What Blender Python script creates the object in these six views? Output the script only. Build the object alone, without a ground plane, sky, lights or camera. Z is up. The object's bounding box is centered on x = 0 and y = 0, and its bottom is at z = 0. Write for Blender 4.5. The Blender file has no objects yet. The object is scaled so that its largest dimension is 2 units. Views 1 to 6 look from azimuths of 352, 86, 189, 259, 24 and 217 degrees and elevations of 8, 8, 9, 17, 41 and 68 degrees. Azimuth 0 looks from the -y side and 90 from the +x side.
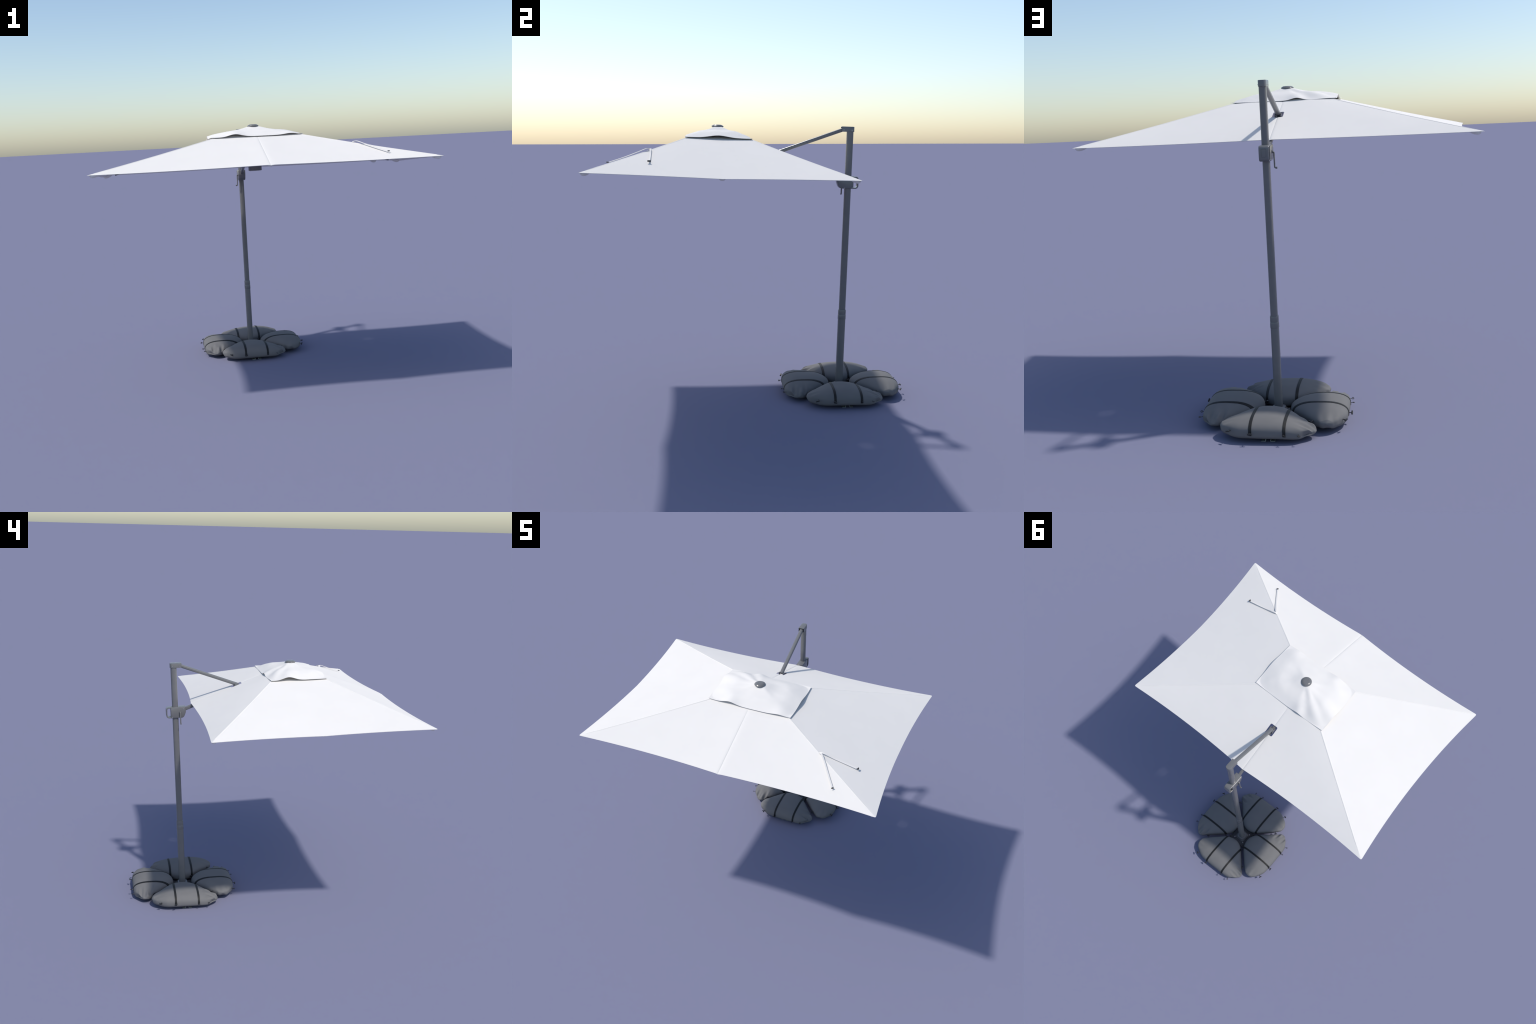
import bpy, bmesh, math, random
import numpy as np
from mathutils import Vector, Matrix, noise

random.seed(7)
TILT = math.radians(-1.9)          # mast and canopy lean back a little
BASE = (0.0, 0.512, 0.0)           # foot of the mast
CY = -0.777                        # canopy centre, in the mast's own frame

# ------------------------------------------------------------------ materials
def new_mat(name):
    m = bpy.data.materials.new(name); m.use_nodes = True
    nt = m.node_tree
    return m, nt, nt.nodes["Principled BSDF"]

def grain(nt, bsdf, c1, c2, scale, bump, bump_scale, rough=(0.4, 0.5), detail=4.0):
    tc = nt.nodes.new("ShaderNodeTexCoord")
    n1 = nt.nodes.new("ShaderNodeTexNoise"); n1.inputs["Scale"].default_value = scale
    n1.inputs["Detail"].default_value = detail
    nt.links.new(tc.outputs["Object"], n1.inputs["Vector"])
    ramp = nt.nodes.new("ShaderNodeValToRGB")
    ramp.color_ramp.elements[0].position = 0.3; ramp.color_ramp.elements[1].position = 0.7
    ramp.color_ramp.elements[0].color = (*c1, 1); ramp.color_ramp.elements[1].color = (*c2, 1)
    nt.links.new(n1.outputs["Fac"], ramp.inputs["Fac"])
    nt.links.new(ramp.outputs["Color"], bsdf.inputs["Base Color"])
    mr = nt.nodes.new("ShaderNodeMapRange")
    mr.inputs["To Min"].default_value, mr.inputs["To Max"].default_value = rough
    nt.links.new(n1.outputs["Fac"], mr.inputs["Value"])
    nt.links.new(mr.outputs["Result"], bsdf.inputs["Roughness"])
    if bump > 0:
        n2 = nt.nodes.new("ShaderNodeTexNoise"); n2.inputs["Scale"].default_value = bump_scale
        n2.inputs["Detail"].default_value = 3.0
        nt.links.new(tc.outputs["Object"], n2.inputs["Vector"])
        b = nt.nodes.new("ShaderNodeBump"); b.inputs["Strength"].default_value = bump
        b.inputs["Distance"].default_value = 0.001
        nt.links.new(n2.outputs["Fac"], b.inputs["Height"])
        nt.links.new(b.outputs["Normal"], bsdf.inputs["Normal"])

def simple(name, c, var=0.04, rough=(0.4, 0.5), scale=30, bump=0.0, bump_scale=900, spec=0.5, metal=0.0):
    m, nt, b = new_mat(name)
    lo = tuple(x * (1 - var) for x in c); hi = tuple(min(1, x * (1 + var)) for x in c)
    grain(nt, b, lo, hi, scale, bump, bump_scale, rough)
    b.inputs["Specular IOR Level"].default_value = spec
    b.inputs["Metallic"].default_value = metal
    return m

M_CLOTH = simple("white_canopy_cloth", (0.754, 0.724, 0.682), 0.010, (0.85, 0.95), 6, 0.12, 1400, 0.2)
M_METAL = simple("grey_painted_metal", (0.152, 0.152, 0.152), 0.03, (0.20, 0.27), 25, 0.02, 700)
M_BAG = simple("grey_bag_fabric", (0.163, 0.160, 0.158), 0.03, (0.75, 0.9), 18, 0.10, 1200, 0.25)
M_STRAP = simple("black_webbing", (0.011, 0.011, 0.011), 0.15, (0.55, 0.7), 120, 0.3, 1500, 0.35)
M_BLACK = simple("black_plastic", (0.018, 0.018, 0.018), 0.1, (0.25, 0.4), 60)
M_STEEL = simple("bright_steel", (0.62, 0.62, 0.62), 0.05, (0.2, 0.3), 60, metal=0.9)
M_GALV = simple("galvanised_steel", (0.30, 0.33, 0.31), 0.15, (0.4, 0.55), 50, metal=0.4)
M_DARK = simple("dark_steel_frame", (0.055, 0.057, 0.062), 0.08, (0.4, 0.55), 40)

# ------------------------------------------------------------------ helpers
root = bpy.data.objects.new("cantilever_parasol", None)
root.location = BASE
root["label"] = "white rectangular cantilever parasol on grey mast with sandbags"
root["category"] = "garden umbrella"
bpy.context.scene.collection.objects.link(root)

def add(name, mesh, mat, tilted=False, parent=None, smooth=True, loc=None, rot=None, stuff=False):
    ob = bpy.data.objects.new(name, mesh)
    bpy.context.scene.collection.objects.link(ob)
    ob.parent = parent or root
    if tilted: ob.rotation_euler = (TILT, 0, 0)
    if loc is not None: ob.location = loc
    if rot is not None: ob.rotation_euler = rot
    if mat is not None and not mesh.materials: mesh.materials.append(mat)
    if smooth: shade(mesh)
    if stuff: ob["kind"] = "stuff"
    return ob

def shade(mesh, angle=35):
    for p in mesh.polygons: p.use_smooth = True
    try: mesh.set_sharp_from_angle(angle=math.radians(angle))
    except Exception: pass

def mesh_from(verts, faces, name="part"):
    me = bpy.data.meshes.new(name)
    me.from_pydata([tuple(v) for v in verts], [], faces)
    bm = bmesh.new(); bm.from_mesh(me)
    bmesh.ops.remove_doubles(bm, verts=bm.verts, dist=1e-6)
    bmesh.ops.recalc_face_normals(bm, faces=bm.faces)
    bm.to_mesh(me); bm.free(); me.update()
    return me

def loft(rings, close=True, cap=True):
    """rings: list of equal-length closed loops of points"""
    n = len(rings[0]); V = [p for r in rings for p in r]; F = []
    for i in range(len(rings) - 1):
        for j in range(n if close else n - 1):
            k = (j + 1) % n
            F.append((i*n+j, i*n+k, (i+1)*n+k, (i+1)*n+j))
    if cap and close:
        F.append(tuple(range(n))[::-1]); F.append(tuple((len(rings)-1)*n + j for j in range(n)))
    return mesh_from(V, F)

def superellipse(a, b, n, k=48):
    out = []
    for i in range(k):
        t = 2*math.pi*i/k; c, s = math.cos(t), math.sin(t)
        out.append((a*math.copysign(abs(c)**(2/n), c), b*math.copysign(abs(s)**(2/n), s)))
    return out

def column(levels, k=48):
    """levels: (z, half_x, half_y, exponent[, cy])"""
    rings = []
    for L in levels:
        z, a, b, n = L[:4]; cy = L[4] if len(L) > 4 else 0
        rings.append([(x, y + cy, z) for x, y in superellipse(a, b, n, k)])
    return loft(rings)

def sweep(path, half_w, half_h, up=Vector((1, 0, 0)), n=4, k=24, scale=None):
    """superellipse tube along a path; half_w is measured along `up`"""
    pts = [Vector(p) for p in path]; rings = []
    for i, p in enumerate(pts):
        a = pts[max(i-1, 0)]; b = pts[min(i+1, len(pts)-1)]
        d = (b-a).normalized()
        u = (up - d*up.dot(d)).normalized(); w = d.cross(u)
        s = scale[i] if scale else 1
        rings.append([p + u*x*s + w*y*s for x, y in superellipse(half_w, half_h, n, k)])
    return loft(rings)

def box(sx, sy, sz, c=(0, 0, 0), bev=0.0, seg=3):
    bm = bmesh.new(); bmesh.ops.create_cube(bm, size=1)
    for v in bm.verts: v.co = Vector((v.co.x*sx + c[0], v.co.y*sy + c[1], v.co.z*sz + c[2]))
    if bev: bmesh.ops.bevel(bm, geom=bm.edges[:], offset=bev, segments=seg, affect='EDGES', profile=0.5)
    me = bpy.data.meshes.new("box"); bm.to_mesh(me); bm.free(); return me

def extrude_x(outline, hx, bev=0.0015):
    """closed (y,z) outline -> solid from -hx to hx with rounded rims"""
    V = []; prof = [(-hx, bev), (-hx + bev*0.3, bev*0.3), (-hx + bev, 0), (hx - bev, 0), (hx - bev*0.3, bev*0.3), (hx, bev)]
    n = len(outline); O = [Vector((0, y, z)) for y, z in outline]; rings = []
    area = sum(outline[i][0]*outline[(i+1) % n][1] - outline[(i+1) % n][0]*outline[i][1] for i in range(n))
    sg = 1 if area > 0 else -1
    for x, ins in prof:
        r = []
        for i, p in enumerate(O):
            t = (O[(i+1) % n] - O[i-1]).normalized()
            nrm = Vector((0, -t.z, t.y))*sg
            q = p + nrm*ins; r.append((x, q.y, q.z))
        rings.append(r)
    return loft(rings)

def rounded(pts, radii, seg=10):
    """round the corners of a closed 2D polygon"""
    out = []; n = len(pts)
    for i in range(n):
        p = Vector(pts[i]); a = (Vector(pts[i-1]) - p); b = (Vector(pts[(i+1) % n]) - p)
        r = radii[i]; half = a.angle(b)/2; d = min(r/math.tan(half), a.length*0.49, b.length*0.49)
        A = p + a.normalized()*d; B = p + b.normalized()*d
        for j in range(seg+1):
            t = j/seg; q = A*(1-t)**2 + p*2*t*(1-t) + B*t*t
            # pull the quadratic towards a circular arc
            out.append((q.x, q.y))
    return out

def join(meshes, name="joined"):
    bm = bmesh.new()
    for m in meshes: bm.from_mesh(m)
    me = bpy.data.meshes.new(name); bm.to_mesh(me); bm.free(); return me

def cyl(r, h, k=20, bev=0.15):
    return loft([[(rr*math.cos(2*math.pi*i/k), rr*math.sin(2*math.pi*i/k), z) for i in range(k)]
                 for rr, z in ((r*(1-bev), -h/2), (r, -h/2 + r*bev), (r, h/2 - r*bev), (r*(1-bev), h/2))])

def moved(me, mat4):
    m = me.copy(); m.transform(mat4); return m

def apply_mods(ob):
    dg = bpy.context.evaluated_depsgraph_get(); ev = ob.evaluated_get(dg)
    me = bpy.data.meshes.new_from_object(ev); ob.modifiers.clear(); ob.data = me

def sstep(a, b, x):
    t = np.clip((x-a)/(b-a), 0, 1); return t*t*(3-2*t)

# ------------------------------------------------------------------ main canopy
APEX = Vector((0, CY - 0.010, 1.600))
CX, CYH, CZ = 1.0018, 0.6665, 1.3505      # corners
MX, MXZ = 0.9600, 1.3385                   # middle of the short sides
MY, MYZ = 0.6700, 1.3535                   # middle of the long sides
SEAM_D = 0.0032

def edge_point(side, sx, sy, s):
    """side 'x' or 'y'; s=0 middle of the side, s=1 corner"""
    sag = 4*s*(1-s)
    if side == 'x':
        x = MX + (CX-MX)*s - 0.0105*sag; y = CYH*s; z = MXZ + (CZ-MXZ)*s + 0.001*sag
    else:
        x = CX*s; y = MY + (CYH-MY)*s - 0.0190*sag; z = MYZ + (CZ-MYZ)*s - 0.0030*sag
    # blunt corner tip
    d = (1-s)*(CYH if side == 'x' else CX)
    pull = 0.0048*math.exp(-(d/0.006)**1.2)
    k = 1 - pull/1.2
    return Vector((sx*x*k, CY + sy*y*k, z))

def canopy_point(side, sx, sy, s, t):
    p = APEX.lerp(edge_point(side, sx, sy, s), t)
    if side == 'y':
        # stitched valley: short steep flank on one side, long soft flank on the other
        p.z -= SEAM_D*(math.exp(-p.x/0.012) if p.x >= 0 else math.exp(p.x/0.0055))*min(1, t*2)
        p.z += (0.0075 if sy > 0 else 0.0015)*4*t*(1-t)*(4*s*(1-s))**1.3   # gentle billow
    else:
        p.z += 0.0062*(1-s)**1.3*4*t*(1-t)          # bent middle rib lifts the short panels
    p.z -= 0.0035*s**3*math.sin(math.pi*max(0, (t-0.27)/0.73))   # hips sag slightly
    return p

def canopy_z(x, y):
    """height of the fabric over a point given relative to the canopy centre"""
    dx, dy = abs(x), y + 0.010
    sy = 1 if dy > 0 else -1
    cdy = CYH + 0.010*sy
    if abs(dy)/cdy > dx/CX: side = 'y'
    else: side = 'x'
    lo, hi = 0.0, 1.0
    ang = math.atan2(abs(dy), dx)
    for _ in range(40):
        mid = (lo+hi)/2; e = edge_point(side, 1, sy, mid) - APEX
        a = math.atan2(abs(e.y), e.x)
        if side == 'x': up = a < ang
        else: up = a > ang
        if up: lo = mid
        else: hi = mid
    e = edge_point(side, 1, sy, lo) - APEX
    t = math.hypot(dx, dy)/math.hypot(e.x, e.y)
    return canopy_point(side, 1, sy, lo, t).z

T0 = 0.13
def panel_mesh(side, halves):
    NS, NT = 90, 80; V, F = [], []
    for (sx, sy) in halves:
        o = len(V)
        for i in range(NS+1):
            u = i/NS
            s = u**1.9 if side == 'y' else u
            s = 1-(1-s)**1.25 if s > 0 else 0
            for j in range(NT+1):
                V.append(canopy_point(side, sx, sy, s, T0 + (1-T0)*j/NT))
        for i in range(NS):
            for j in range(NT):
                a = o+i*(NT+1)+j; q = (a, a+1, a+NT+2, a+NT+1)
                F.append(q if sx*sy*(1 if side == 'x' else -1) > 0 else q[::-1])
    me = mesh_from(V, F)
    # make every normal point up, then give the cloth thickness downwards
    if sum(p.normal.z for p in me.polygons) < 0: me.flip_normals()
    return me

def solidify(ob, th, off=-1):
    md = ob.modifiers.new("s", 'SOLIDIFY'); md.thickness = th; md.offset = off
    md.use_even_offset = False

# cutter for the slot the upper arm passes through
slot = rounded([(-0.0285, CY+0.325), (0.0285, CY+0.325), (0.0285, CY+0.395), (-0.0285, CY+0.395)], [0.010]*4, 6)
cut_me = loft([[(x, y, 1.36) for x, y in slot], [(x, y, 1.58) for x, y in slot]])
cutter = bpy.data.objects.new("cutter", cut_me); bpy.context.scene.collection.objects.link(cutter)
cutter.parent = root; cutter.rotation_euler = (TILT, 0, 0)
panels = []
for side, halves, cut in (('y', [(1, -1)], 0), ('y', [(-1, -1)], 0), ('y', [(1, 1)], 1), ('y', [(-1, 1)], 1),
                          ('x', [(1, -1), (1, 1)], 0), ('x', [(-1, -1), (-1, 1)], 0)):
    ob = add("canopy_panel", panel_mesh(side, halves), M_CLOTH, tilted=True, smooth=False)
    solidify(ob, 0.0022)
    if cut:
        md = ob.modifiers.new("b", 'BOOLEAN'); md.object = cutter; md.operation = 'DIFFERENCE'; md.solver = 'EXACT'
    bpy.context.view_layer.update()
    apply_mods(ob); shade(ob.data, 40)
    if not ob.data.materials: ob.data.materials.append(M_CLOTH)
    panels.append(ob)
bpy.data.objects.remove(cutter)

# stitched tapes along the four hips
for sx in (1, -1):
    for sy in (1, -1):
        rings = []
        A = canopy_point('x', sx, sy, 1, 0.262); B = canopy_point('x', sx, sy, 1, 0.965)
        d = (B-A).normalized(); side = d.cross(Vector((0, 0, 1))).normalized(); up = side.cross(d)
        NJ = 40
        for j in range(NJ+1):
            f = j/NJ; p = canopy_point('x', sx, sy, 1, 0.262 + 0.703*f); w = 0.0048*(1 if f < 0.9 else 1-0.7*(f-0.9)/0.1)
            prof = [(-1, -0.0025), (-0.95, 0.0004), (-0.80, 0.0011), (-0.40, 0.0015), (0, 0.0017), (0.40, 0.0015), (0.80, 0.0011), (0.95, 0.0004), (1, -0.0025)]
            rings.append([p + side*w*a + up*(b-0.0006) for a, b in prof])
        add("hip_seam", loft(rings), M_CLOTH, tilted=True)

# fabric pockets that hold the rib tips
def pocket_mesh(tip, inner, tangent_half, depth):
    tip, inner = Vector(tip), Vector(inner); d = (inner-tip); L = d.length; d.normalize()
    side = d.cross(Vector((0, 0, 1))).normalized(); up = side.cross(d)
    if up.z < 0: up = -up
    rings = []; N = 16
    for i in range(N+1):
        f = i/N; q = max(0.0, math.sin(math.pi*min(1, f**0.62)))**0.75
        c = tip + d*L*f - up*(0.0065 if tangent_half < 0.018 else 0.003)
        rings.append([c + side*tangent_half*(q*0.9+0.05)*math.cos(a) - up*depth*(q)*math.sin(a)
                      for a in [math.pi*k/14 for k in range(15)]])
    return loft(rings, close=True)
rib_tips = [('x', sx, sy, 1) for sx in (1, -1) for sy in (1, -1)] + [('x', 1, 1, 0), ('x', -1, 1, 0), ('y', 1, 1, 0), ('y', 1, -1, 0)]
for side, sx, sy, s in rib_tips:
    f = 0.990 if s else 0.992
    a = canopy_point(side, sx, sy, s, f); b = canopy_point(side, sx, sy, s, f - (0.070 if s else 0.075))
    if side == 'y' and s == 0: a.z += SEAM_D*0.8; b.z += SEAM_D*0.8
    if side == 'y' and s == 0 and sy == 1: continue      # the arm runs here
    add("rib_pocket", pocket_mesh(a, b, 0.0150 if s else 0.020, 0.0165 if s else 0.0155), M_CLOTH, tilted=True)

# ribs under the cloth, crown and runner
for side, sx, sy, s in rib_tips:
    if side == 'y' and s == 0 and sy == 1: continue
    a = APEX.lerp(edge_point(side, sx, sy, s), 0.03); b = APEX.lerp(edge_point(side, sx, sy, s), 0.915)
    off = Vector((0, 0, -0.0115))
    add("rib", sweep([a+off, b+off], 0.0055, 0.0075, up=(b-a).cross(Vector((0, 0, 1))).normalized(), n=4), M_DARK, tilted=True)
    # strut from the runner to the rib
    if not (side == 'y' and s == 0 and sy == 1):
        c = APEX.lerp(edge_point(side, sx, sy, s), 0.50) + Vector((0, 0, -0.020))
        r0 = Vector((0, CY-0.010, 1.395)) + Vector((c.x, c.y-(CY-0.010), 0)).normalized()*0.030
        add("strut", sweep([r0, c], 0.0042, 0.006, up=(c-r0).cross(Vector((0, 0, 1))).normalized(), n=4), M_DARK, tilted=True)
yc = CY-0.010
add("centre_post", column([(1.34, 0.014, 0.014, 2, yc), (1.600, 0.014, 0.014, 2, yc)], 24), M_DARK, tilted=True)
add("runner", column([(1.3235, 0.032, 0.030, 2.4, yc), (1.3265, 0.042, 0.042, 2.4, yc), (1.3600, 0.042, 0.042, 2.4, yc),
                      (1.363, 0.034, 0.034, 2.4, yc), (1.402, 0.032, 0.032, 2.4, yc)], 32), M_METAL, tilted=True)
add("crown", column([(1.552, 0.034, 0.034, 2.4, yc), (1.580, 0.034, 0.034, 2.4, yc), (1.590, 0.018, 0.018, 2.4, yc)], 32), M_DARK, tilted=True)

# ------------------------------------------------------------------ vent canopy (small top roof)
VX, VYF, VYB = 0.2850, -0.196, 0.176       # half width, front and back edges (relative to CY)
VZ, VTOP = 1.5355, 1.6065
def bumpf(d, w): return math.exp(-(d/w)**2)
def vent_point(u, v):
    x = VX*u; y = -0.012 + (VYB+0.012)*v if v > 0 else -0.012 + (-0.012-VYF)*v
    r = (abs(u)**7 + abs(v)**7)**(1/7); r = min(r, 1) if max(abs(u), abs(v)) < 1 else 1
    z = VTOP - (VTOP-VZ)*r
    # taut near the cap, then a softly puffed skirt
    z += 0.009*bumpf(r-0.66, 0.26) + 0.0036*bumpf(r-0.14, 0.12)
    a = math.atan2(v, u)
    mask = min(1, max(0, (r-0.17)/0.42))*(1-0.75*sstep(0.72, 1.0, r))
    for ang, amp, w in ((2.03, -0.0062, 0.17), (1.78, 0.0042, 0.17), (2.28, 0.0052, 0.15), (2.50, -0.0058, 0.16), (2.88, 0.0040, 0.26),
                        (-2.17, -0.0052, 0.28), (-2.62, 0.0052, 0.30), (-1.72, 0.0032, 0.30), (-0.59, -0.0038, 0.28),
                        (1.20, -0.0032, 0.30), (0.30, -0.0030, 0.30), (0.75, 0.0030, 0.25)):
        d = (a-ang+math.pi) % (2*math.pi) - math.pi
        z += 0.78*amp*bumpf(d, w)*mask
    z += 0.0036*noise.noise(Vector((x*11, y*11, 3.1)))*mask + 0.0006*noise.noise(Vector((x*26, y*26, 1.7)))*mask
    # scalloped rims: each side lifts off the main canopy somewhere
    e = sstep(0.35, 1.0, abs(v)); f = sstep(0.35, 1.0, abs(u))
    if v < 0: z += e*(0.0170*bumpf(x+0.135, 0.055) + 0.0070*bumpf(x-0.205, 0.050))
    else:     z += e*(0.0125*bumpf(x+0.075, 0.040) + 0.0020*bumpf(x-0.1, 0.06))
    if u < 0: z += f*(0.0200*bumpf(y-0.060, 0.055))
    else:     z += f*(0.0140*bumpf(y+0.010, 0.075))
    # rims bow out a touch where they lift
    bv, bu = e*(1-u*u), f*(1-v*v)
    y += 0.0065*bv*math.copysign(1, v); x += 0.0045*bu*math.copysign(1, u)
    z -= 0.0024*bv + 0.0012*bu
    return (x, CY + y, z)
NV = 110; V = []; F = []
for i in range(NV+1):
    for j in range(NV+1):
        V.append(vent_point(-1 + 2*i/NV, -1 + 2*j/NV))
for i in range(NV):
    for j in range(NV):
        a = i*(NV+1)+j; F.append((a, a+NV+1, a+NV+2, a+1))
me = mesh_from(V, F)
if sum(p.normal.z for p in me.polygons) < 0: me.flip_normals()
ob = add("vent_canopy", me, M_CLOTH, tilted=True); solidify(ob, 0.0016); bpy.context.view_layer.update()
apply_mods(ob); shade(ob.data, 50)

# finial cap
fy = CY - 0.0150
add("finial", column([(1.5985, 0.0300, 0.0300, 2, fy), (1.6032, 0.0345, 0.0345, 2, fy), (1.6042, 0.0358, 0.0358, 2, fy), (1.6057, 0.0362, 0.0362, 2, fy),
                      (1.6070, 0.0355, 0.0355, 2, fy), (1.6127, 0.0265, 0.0265, 2, fy), (1.6140, 0.0240, 0.0240, 2, fy), (1.6148, 0.0205, 0.0205, 2, fy),
                      (1.6152, 0.0150, 0.0150, 2, fy), (1.6154, 0.0040, 0.0040, 2, fy)], 48), M_METAL, tilted=True)

# ------------------------------------------------------------------ loose tie straps on one hip
def strap_mesh(pts, lift, w=0.0046, th=0.0011):
    rings = []; P = []
    for (x, y), h in zip(pts, lift):
        P.append(Vector((x, CY+y, canopy_z(x, y) + h)))
    # resample smoothly
    Q = []
    for i in range(len(P)-1):
        p0, p1, p2, p3 = P[max(i-1, 0)], P[i], P[i+1], P[min(i+2, len(P)-1)]
        for k in range(8):
            t = k/8
            Q.append(0.5*((2*p1) + (p2-p0)*t + (2*p0-5*p1+4*p2-p3)*t*t + (3*p1-p0-3*p2+p3)*t**3))
    Q.append(P[-1])
    n0 = Vector((0.2, -0.25, 1)).normalized()
    for i, p in enumerate(Q):
        d = (Q[min(i+1, len(Q)-1)] - Q[max(i-1, 0)]).normalized(); s = d.cross(n0).normalized(); u = s.cross(d)
        rings.append([p - s*w + u*th, p + s*w + u*th, p + s*w - u*th, p - s*w - u*th])
    return loft(rings), Q
def toggle_mesh(stem, half_bar, r):
    a = moved(cyl(r*0.62, stem, 10), Matrix.Translation((0, stem/2, 0)) @ Matrix.Rotation(math.pi/2, 4, 'X'))
    b = moved(box(half_bar*2, r*2.3, r*2.4, (0, stem, 0), r*0.7, 2), Matrix.Identity(4))
    return join([a, b])
def ring_mesh(stem, a, b, r):
    st = moved(cyl(r*0.9, stem, 10), Matrix.Translation((0, stem/2, 0)) @ Matrix.Rotation(math.pi/2, 4, 'X'))
    K, k = 24, 8; V, F = [], []
    for i in range(K):
        t = 2*math.pi*i/K; c, s = math.cos(t), math.sin(t)
        cx = a*math.copysign(abs(c)**0.7, c); cy = stem + b + b*math.copysign(abs(s)**0.7, s)
        for j in range(k):
            p = 2*math.pi*j/k
            V.append((cx + r*math.cos(p)*c, cy + r*math.cos(p)*s, r*math.sin(p)))
    for i in range(K):
        for j in range(k):
            F.append((i*k+j, i*k+(j+1) % k, ((i+1) % K)*k+(j+1) % k, ((i+1) % K)*k+j))
    return join([st, mesh_from(V, F)])
for pts, lift, kind in (([(0.545, -0.368), (0.571, -0.3660), (0.640, -0.362), (0.710, -0.359), (0.782, -0.357)], [0.0015, 0.0125, 0.0080, 0.0085, 0.0105], 0),
                        ([(0.545, -0.368), (0.566, -0.384), (0.602, -0.428), (0.650, -0.495), (0.699, -0.563)], [0.0015, 0.0135, 0.0115, 0.0090, 0.0105], 1)):
    sm, Q = strap_mesh(pts, lift)
    st = add("tie_strap", sm, M_CLOTH, tilted=True)
    d = (Q[-1]-Q[-4]).normalized()
    tm = toggle_mesh(0.010, 0.0090, 0.0034) if kind == 0 else toggle_mesh(0.008, 0.0080, 0.0026)
    add("buckle", tm, M_BLACK, parent=st, loc=Q[-1], rot=(0.0, 0.0, math.atan2(-d.x, d.y)))

# ------------------------------------------------------------------ mast
add("upper_mast", column([(0.470, 0.0175, 0.0200, 2.7), (1.600, 0.0178, 0.0202, 2.7)], 64), M_METAL, tilted=True)
add("lower_mast", column([(0.020, 0.0202, 0.0229, 2.7), (0.480, 0.0202, 0.0229, 2.7)], 64), M_METAL, tilted=True)
add("mast_collar", column([(0.4545, 0.0205, 0.0232, 2.7), (0.4565, 0.0215, 0.0243, 2.7), (0.478, 0.0215, 0.0243, 2.7), (0.4845, 0.0205, 0.0233, 2.7),
                           (0.4850, 0.0203, 0.0230, 2.7)], 64), M_METAL, tilted=True)
add("mast_collar", column([(0.4840, 0.0203, 0.0228, 2.7), (0.4865, 0.0209, 0.0236, 2.7), (0.5115, 0.0207, 0.0234, 2.7), (0.5150, 0.0197, 0.0222, 2.7),
                           (0.5155, 0.0178, 0.0202, 2.7)], 64), M_METAL, tilted=True)

# mast head: bracket with a round back and an open front that takes the arm
def head_outline(h, r_back):
    pts = [(-h, -0.0525), (h, -0.0525)]
    for i in range(17):
        t = math.pi*i/16; c, s = math.cos(t), math.sin(t)
        pts.append((h*math.copysign(abs(c)**0.75, c), 0.004 + r_back*abs(s)**0.75))
    return pts
bm = bmesh.new()
lev = [(1.5985, 0.9), (1.5992, 1.0), (1.6265, 1.0), (1.6285, 0.97), (1.6290, 0.90)]
rings = []
for z, k in lev:
    rings.append([(x*k, -0.015 + (y+0.015)*(1-(1-k)*0.5), z) for x, y in head_outline(0.0196, 0.0206)])
head = loft(rings)
bm.from_mesh(head); bm.faces.ensure_lookup_table()
fr = [f for f in bm.faces if f.normal.y < -0.9 and f.calc_area() > 0.0006]
if fr:
    bmesh.ops.inset_individual(bm, faces=fr, thickness=0.0032)
    for f in fr:
        for v in f.verts: v.co.y += 0.014
bm.to_mesh(head); bm.free()
mast_head = add("mast_head", head, M_METAL, tilted=True)
bolt_me = moved(cyl(0.0022, 0.0022, 14, 0.3), Matrix.Rotation(math.pi/2, 4, 'Y'))
bolt_me.materials.append(M_STEEL); shade(bolt_me)
def bolts(parent, places):
    for p in places:
        add("bolt", bolt_me, None, parent=parent, loc=p, smooth=False)
bolts(mast_head, [(sx*0.0200, y, 1.6085) for sx in (1, -1) for y in (-0.0405, 0.0085)])

# upper arm (through the slot) and lower arm (rib of the back panel)
up_arm = add("upper_arm", sweep([(0, -0.040, 1.6115), (0, -0.4225, 1.4680)], 0.0128, 0.0110, n=2.9, k=48), M_METAL, tilted=True)
clev = []
for sx in (1, -1):
    ol = rounded([(-0.442, 1.440), (-0.402, 1.440), (-0.402, 1.473), (-0.442, 1.473)], [0.006, 0.006, 0.016, 0.016], 6)
    m = extrude_x(ol, 0.0016, 0.0005); m.transform(Matrix.Translation((sx*0.0155, 0, 0))); clev.append(m)
add("arm_joint", join(clev), M_METAL, tilted=True)
pin = moved(cyl(0.005, 0.037, 16), Matrix.Translation((0, -0.424, 1.460)) @ Matrix.Rotation(math.pi/2, 4, 'Y'))
add("joint_pin", pin, M_STEEL, tilted=True)
add("lower_arm", sweep([(0, -0.045, 1.3100), (0, -0.430, 1.4490), (0, CY+0.01, 1.560)], 0.0100, 0.0122, n=4.2, k=32), M_METAL, tilted=True)

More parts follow.
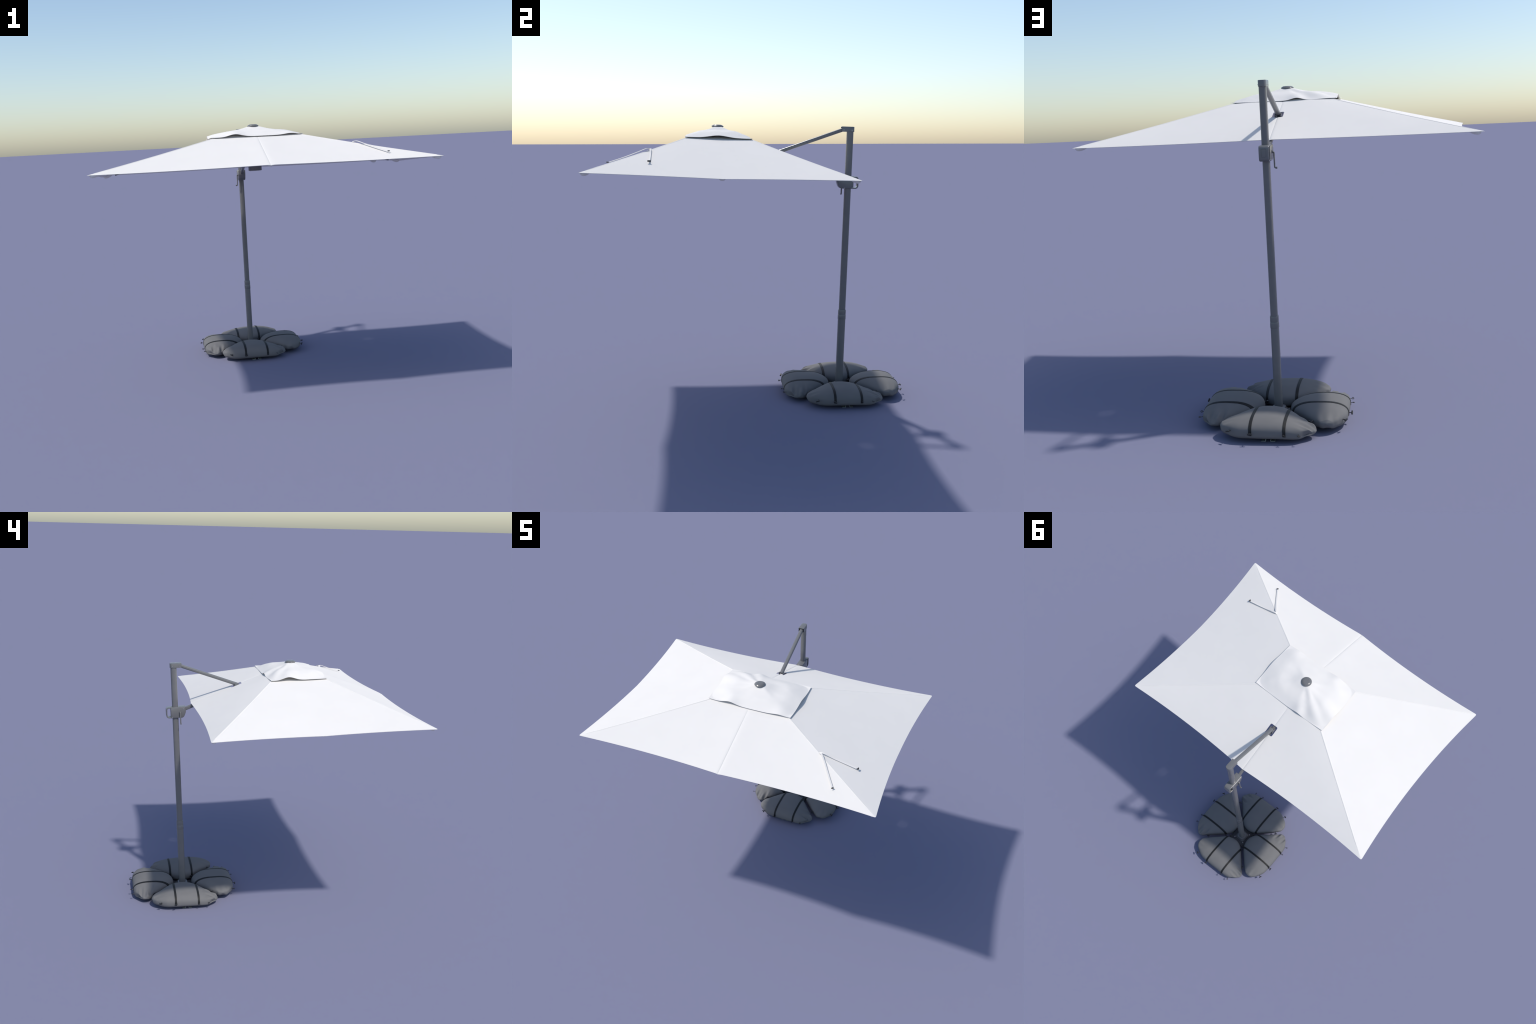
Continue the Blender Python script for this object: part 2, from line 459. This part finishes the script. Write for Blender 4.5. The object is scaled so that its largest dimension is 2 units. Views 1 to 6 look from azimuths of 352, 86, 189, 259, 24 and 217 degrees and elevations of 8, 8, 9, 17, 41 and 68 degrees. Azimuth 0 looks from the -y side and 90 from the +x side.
# ------------------------------------------------------------------ slider with handle and crank
HX = 0.0236
ol = rounded([(-0.0700, 1.3345), (-0.0700, 1.3010), (-0.0560, 1.2600), (0.0310, 1.2600), (0.0310, 1.3345)], [0.004, 0.030, 0.036, 0.002, 0.002], 12)
slider = add("mast_slider", extrude_x(ol, HX, 0.0022), M_METAL, tilted=True)
cover = rounded([(-0.0665, 1.3315), (-0.0665, 1.3020), (-0.0535, 1.2632), (0.0300, 1.2632), (0.0300, 1.3315)], [0.004, 0.028, 0.034, 0.003, 0.003], 12)
add("side_plate", extrude_x(cover, HX + 0.0012, 0.0010), M_METAL, parent=slider)
# bent handle behind the mast
hp = [(0.026, 1.3305), (0.040, 1.3305)]
for i in range(1, 9):
    t = math.pi/2*i/8; hp.append((0.0445 + 0.0135*math.sin(t), 1.3170 + 0.0135*math.cos(t)))
for i in range(0, 9):
    t = math.pi/2*i/8; hp.append((0.0430 + 0.0150*math.cos(t), 1.2790 - 0.0150*math.sin(t)))
hp += [(0.040, 1.2640), (0.026, 1.2640)]
handle = add("handle", sweep([(0, y, z) for y, z in hp], HX, 0.0040, n=5, k=28), M_METAL, parent=slider)
inset = rounded([(-0.011, 1.3180), (0.011, 1.3180), (0.011, 1.2800), (-0.011, 1.2800)], [0.002, 0.002, 0.009, 0.009], 8)
rim = [(x*1.0, z) for x, z in inset]
n = len(rim); V = []; F = []
cxz = (0, 1.299)
for k, (sc, yy) in enumerate(((1.08, 0.0612), (1.06, 0.0623), (1.00, 0.0623), (0.98, 0.0612))):
    for x, z in rim: V.append((x*sc, yy, cxz[1] + (z-cxz[1])*(1+(sc-1)*0.6)))
for k in range(3):
    for j in range(n):
        F.append((k*n+j, k*n+(j+1) % n, (k+1)*n+(j+1) % n, (k+1)*n+j))
add("grip_dark_outline", mesh_from(V, F), M_DARK, parent=slider)  # thin raised outline in dark material on the back of the handle, for the thin dark line seen there
bolts(slider, [(sx*0.0250, y, z) for sx in (1, -1) for y, z in ((0.024, 1.317), (-0.052, 1.3215), (0.024, 1.2660), (-0.022, 1.2640))])
cr = []
hub = moved(cyl(0.0075, 0.006, 20), Matrix.Translation((-0.0265, -0.0315, 1.3000)) @ Matrix.Rotation(math.pi/2, 4, 'Y'))
path = [(-0.024, -0.0315, 1.3000), (-0.0285, -0.0315, 1.3000), (-0.0315, -0.0315, 1.2985), (-0.0328, -0.0315, 1.2940),
        (-0.0332, -0.0315, 1.230), (-0.0340, -0.0315, 1.2260), (-0.037, -0.0315, 1.2245), (-0.0425, -0.0315, 1.2245)]
arm = sweep(path, 0.0042, 0.0036, up=Vector((0, 1, 0)), n=2.4, k=16)
knob = moved(cyl(0.0050, 0.008, 16), Matrix.Translation((-0.0415, -0.0315, 1.2245)) @ Matrix.Rotation(math.pi/2, 4, 'Y'))
add("crank", join([hub, arm, knob]), M_METAL, parent=slider)

# ------------------------------------------------------------------ cross base
L = 0.3285
def angle_iron():
    w, h, t = 0.0215, 0.0105, 0.0022
    prof = [(0.0105, 0), (0.0105 + w, 0), (0.0105 + w, t), (0.0105 + t, t), (0.0105 + t, h), (0.0105, h)]
    return prof
pr = angle_iron()
beam = join([loft([[(sg*x, -L, z + (0.0 if True else 0)) for x, z in pr], [(sg*x, L, z) for x, z in pr]]) for sg in (1, -1)])
beam2 = moved(beam, Matrix.Translation((0, 0, 0.0003)) @ Matrix.Rotation(math.pi/2, 4, 'Z'))
add("base_beam", beam, M_GALV, smooth=False); add("base_beam", beam2, M_GALV, smooth=False)
plate = box(0.150, 0.150, 0.006, (0, 0, 0.0145), 0.0015, 2)
base_plate = add("base_plate", plate, M_DARK)
add("mast_socket", column([(0.017, 0.043, 0.043, 5), (0.028, 0.043, 0.043, 5), (0.031, 0.0410, 0.0410, 4.5), (0.036, 0.0360, 0.0370, 4),
                           (0.044, 0.0335, 0.0350, 3.6), (0.0475, 0.0315, 0.0330, 3.4), (0.0480, 0.0205, 0.0232, 2.7)], 56), M_METAL)
bolt_up = moved(cyl(0.0050, 0.006, 6, 0.15), Matrix.Identity(4)); bolt_up.materials.append(M_STEEL)
for a in range(4):
    t = math.pi/4 + a*math.pi/2
    add("bolt", bolt_up, None, parent=base_plate, loc=(0.060*math.cos(t), 0.060*math.sin(t), 0.0205), smooth=False)

# ------------------------------------------------------------------ sandbags
# plan of one bag: t runs along the bag, r is distance from the mast
PLAN = [(-0.2365, 0.2560, 0.2600), (-0.2325, 0.2380, 0.2740), (-0.2190, 0.2160, 0.2970), (-0.190, 0.1850, 0.3200), (-0.145, 0.1425, 0.3420),
        (-0.080, 0.0840, 0.3500), (-0.040, 0.0680, 0.3510), (0.0, 0.0640, 0.3510), (0.040, 0.0750, 0.3510), (0.080, 0.1025, 0.3505),
        (0.120, 0.1475, 0.3480), (0.155, 0.1870, 0.3390), (0.185, 0.2225, 0.3190), (0.205, 0.2410, 0.2950), (0.2140, 0.2540, 0.2830), (0.2175, 0.2670, 0.2710)]
PT = np.array([p[0] for p in PLAN])
def hermite(col, t):
    Y = np.array([p[col] for p in PLAN]); m = np.gradient(Y, PT)
    i = int(np.clip(np.searchsorted(PT, t)-1, 0, len(PT)-2)); h = PT[i+1]-PT[i]; u = (t-PT[i])/h
    return ((2*u**3-3*u**2+1)*Y[i] + (u**3-2*u**2+u)*h*m[i] + (-2*u**3+3*u**2)*Y[i+1] + (u**3-u**2)*h*m[i+1])
TC, TH = (PT[0]+PT[-1])/2, (PT[-1]-PT[0])/2
def bag_point(t, phi):
    """phi=0 outer seam, pi/2 top, pi inner seam, 3pi/2 underside; returns (x=t, y=-r, z)"""
    ri, ro = hermite(1, t), hermite(2, t)
    rc, a = (ri+ro)/2, (ro-ri)/2
    f = abs(t-TC)/TH
    H = 0.012 + 0.0512*(1-min(1, f)**2.1); H *= min(1, math.sqrt(max(0, 1-f))*4.5)
    zm = 0.0415 - 0.034*t
    B = (zm-0.0070)*(1-0.70*min(1, f)**5); B *= min(1, math.sqrt(max(0, 1-f))*4.5)
    c, s = math.cos(phi), math.sin(phi)
    if s >= 0:
        r = rc + a*math.copysign(abs(c)**0.80, c); z = zm + H*abs(s)**0.74
    else:
        r = rc + a*math.copysign(abs(c)**0.50, c); z = zm - B*abs(s)**0.70
    # inner side slopes a little more gently than the outer wall
    q = (r-rc)/max(a, 1e-6)
    if s > 0: z -= 0.008*max(0, -q)**2*s*(1-f*f)
    # gathered end: folds running into the tip
    w = float(sstep(0.095, 0.195, t))*min(1, a/0.03)
    if s > -0.3:
        fold = 0.0058*math.sin((r-0.265)*105 + 1.2 + (t-0.15)*20) + 0.0030*math.sin((r-0.25)*210 - t*30)
        z += w*fold*min(1, s+0.3)
    out = max(0, c)
    pin = math.exp(-((t-0.176)/0.020)**2)
    r -= 0.030*pin*out*max(0, 0.6-abs(s+0.15))
    z += 0.016*pin*max(0, -s)*out
    w2 = float(sstep(-0.14, -0.215, t)) if t < -0.14 else 0.0
    z += w2*0.0020*math.sin((r-0.25)*130)
    k = Vector((t*9, r*9, z*9 + 5)); z += 0.0022*noise.noise(k)*(1 if s > -0.2 else 0.2); r += 0.0016*noise.noise(k+Vector((7, 3, 1)))
    return Vector((t, -r, max(z, 0.0075)))
NT_, NP_ = 120, 80; rings = []
for i in range(NT_+1):
    t = TC - TH*math.cos(math.pi*i/NT_)*0.9995
    rings.append([bag_point(t, 2*math.pi*j/NP_) for j in range(NP_)])
bag_me = loft(rings); bag_me.materials.append(M_BAG); shade(bag_me, 60)
# welded seam fin round the waist is too thin to see; the webbing is not:
def band_mesh(t0, w=0.0070, lift=0.0016):
    rings = []; NP = 64
    for j in range(NP+1):
        phi = -0.10 + (math.pi+0.22)*j/NP
        ring = []
        for dt, up in ((-w, -0.002), (-w, lift), (0, lift*1.15), (w, lift), (w, -0.002)):
            p = bag_point(t0+dt, phi); e = 0.02
            tang = bag_point(t0+dt, phi+e) - bag_point(t0+dt, phi-e)
            nrm = Vector((0, -tang.z, tang.y)).normalized()
            ctr = Vector((t0, -0.21, 0.06))
            if nrm.dot(p-ctr) < 0: nrm = -nrm
            ring.append(p + nrm*up)
        rings.append(ring)
    me = loft(rings); me.materials.append(M_STRAP); shade(me, 50); return me
bands = [band_mesh(-0.078), band_mesh(0.078)]
tog = toggle_mesh(0.0190, 0.0108, 0.0032); tog.materials.append(M_BLACK); shade(tog)
rng = ring_mesh(0.011, 0.0050, 0.0045, 0.0016); rng.materials.append(M_BLACK); shade(rng)
def outline_dir(t, outer):
    e = 0.004; a = hermite(2 if outer else 1, t-e); b = hermite(2 if outer else 1, t+e)
    nx, nr = -(b-a), 2*e
    v = Vector((nx, nr)).normalized()
    return v if outer else -v          # (t, r) outward
clips = []
for t, kind in ((-0.172, tog), (-0.078, tog), (0.078, rng), (0.142, rng)):
    v = outline_dir(t, True); clips.append((t, hermite(2, t)-0.0015, Vector((v.x*0.35, 1)).normalized() if abs(t) < 0.1 else v, kind))
for t, kind in ((-0.199, tog), (-0.064, tog), (0.078, rng)):
    v = outline_dir(t, False); clips.append((t, hermite(1, t)+0.0015, v, kind))
names = {tog.name: "toggle", rng.name: "ring"}
BAG_SHIFT = [(0, 0, 0), (0.009, 0, 0), (0, 0.004, 0), (0, 0, 0)]      # -y, +x, +y, -x
for q in range(4):
    ang = q*math.pi/2
    bag = add("sandbag", bag_me, None, smooth=False, rot=(0, 0, ang), loc=BAG_SHIFT[q])
    for b in bands: add("bag_strap", b, None, parent=bag, smooth=False)
    for t, r, v, kind in clips:
        # local +y of the clip points outward; bag frame is x=t, y=-r
        th = math.atan2(-v.x, -v.y)
        add("strap_" + names[kind.name], kind, None, parent=bag, smooth=False, loc=(t, -r, 0.047 - 0.034*t),
            rot=(random.uniform(-0.5, 0.5)*0.3, random.uniform(-0.6, 0.6), th + random.uniform(-0.12, 0.12)))
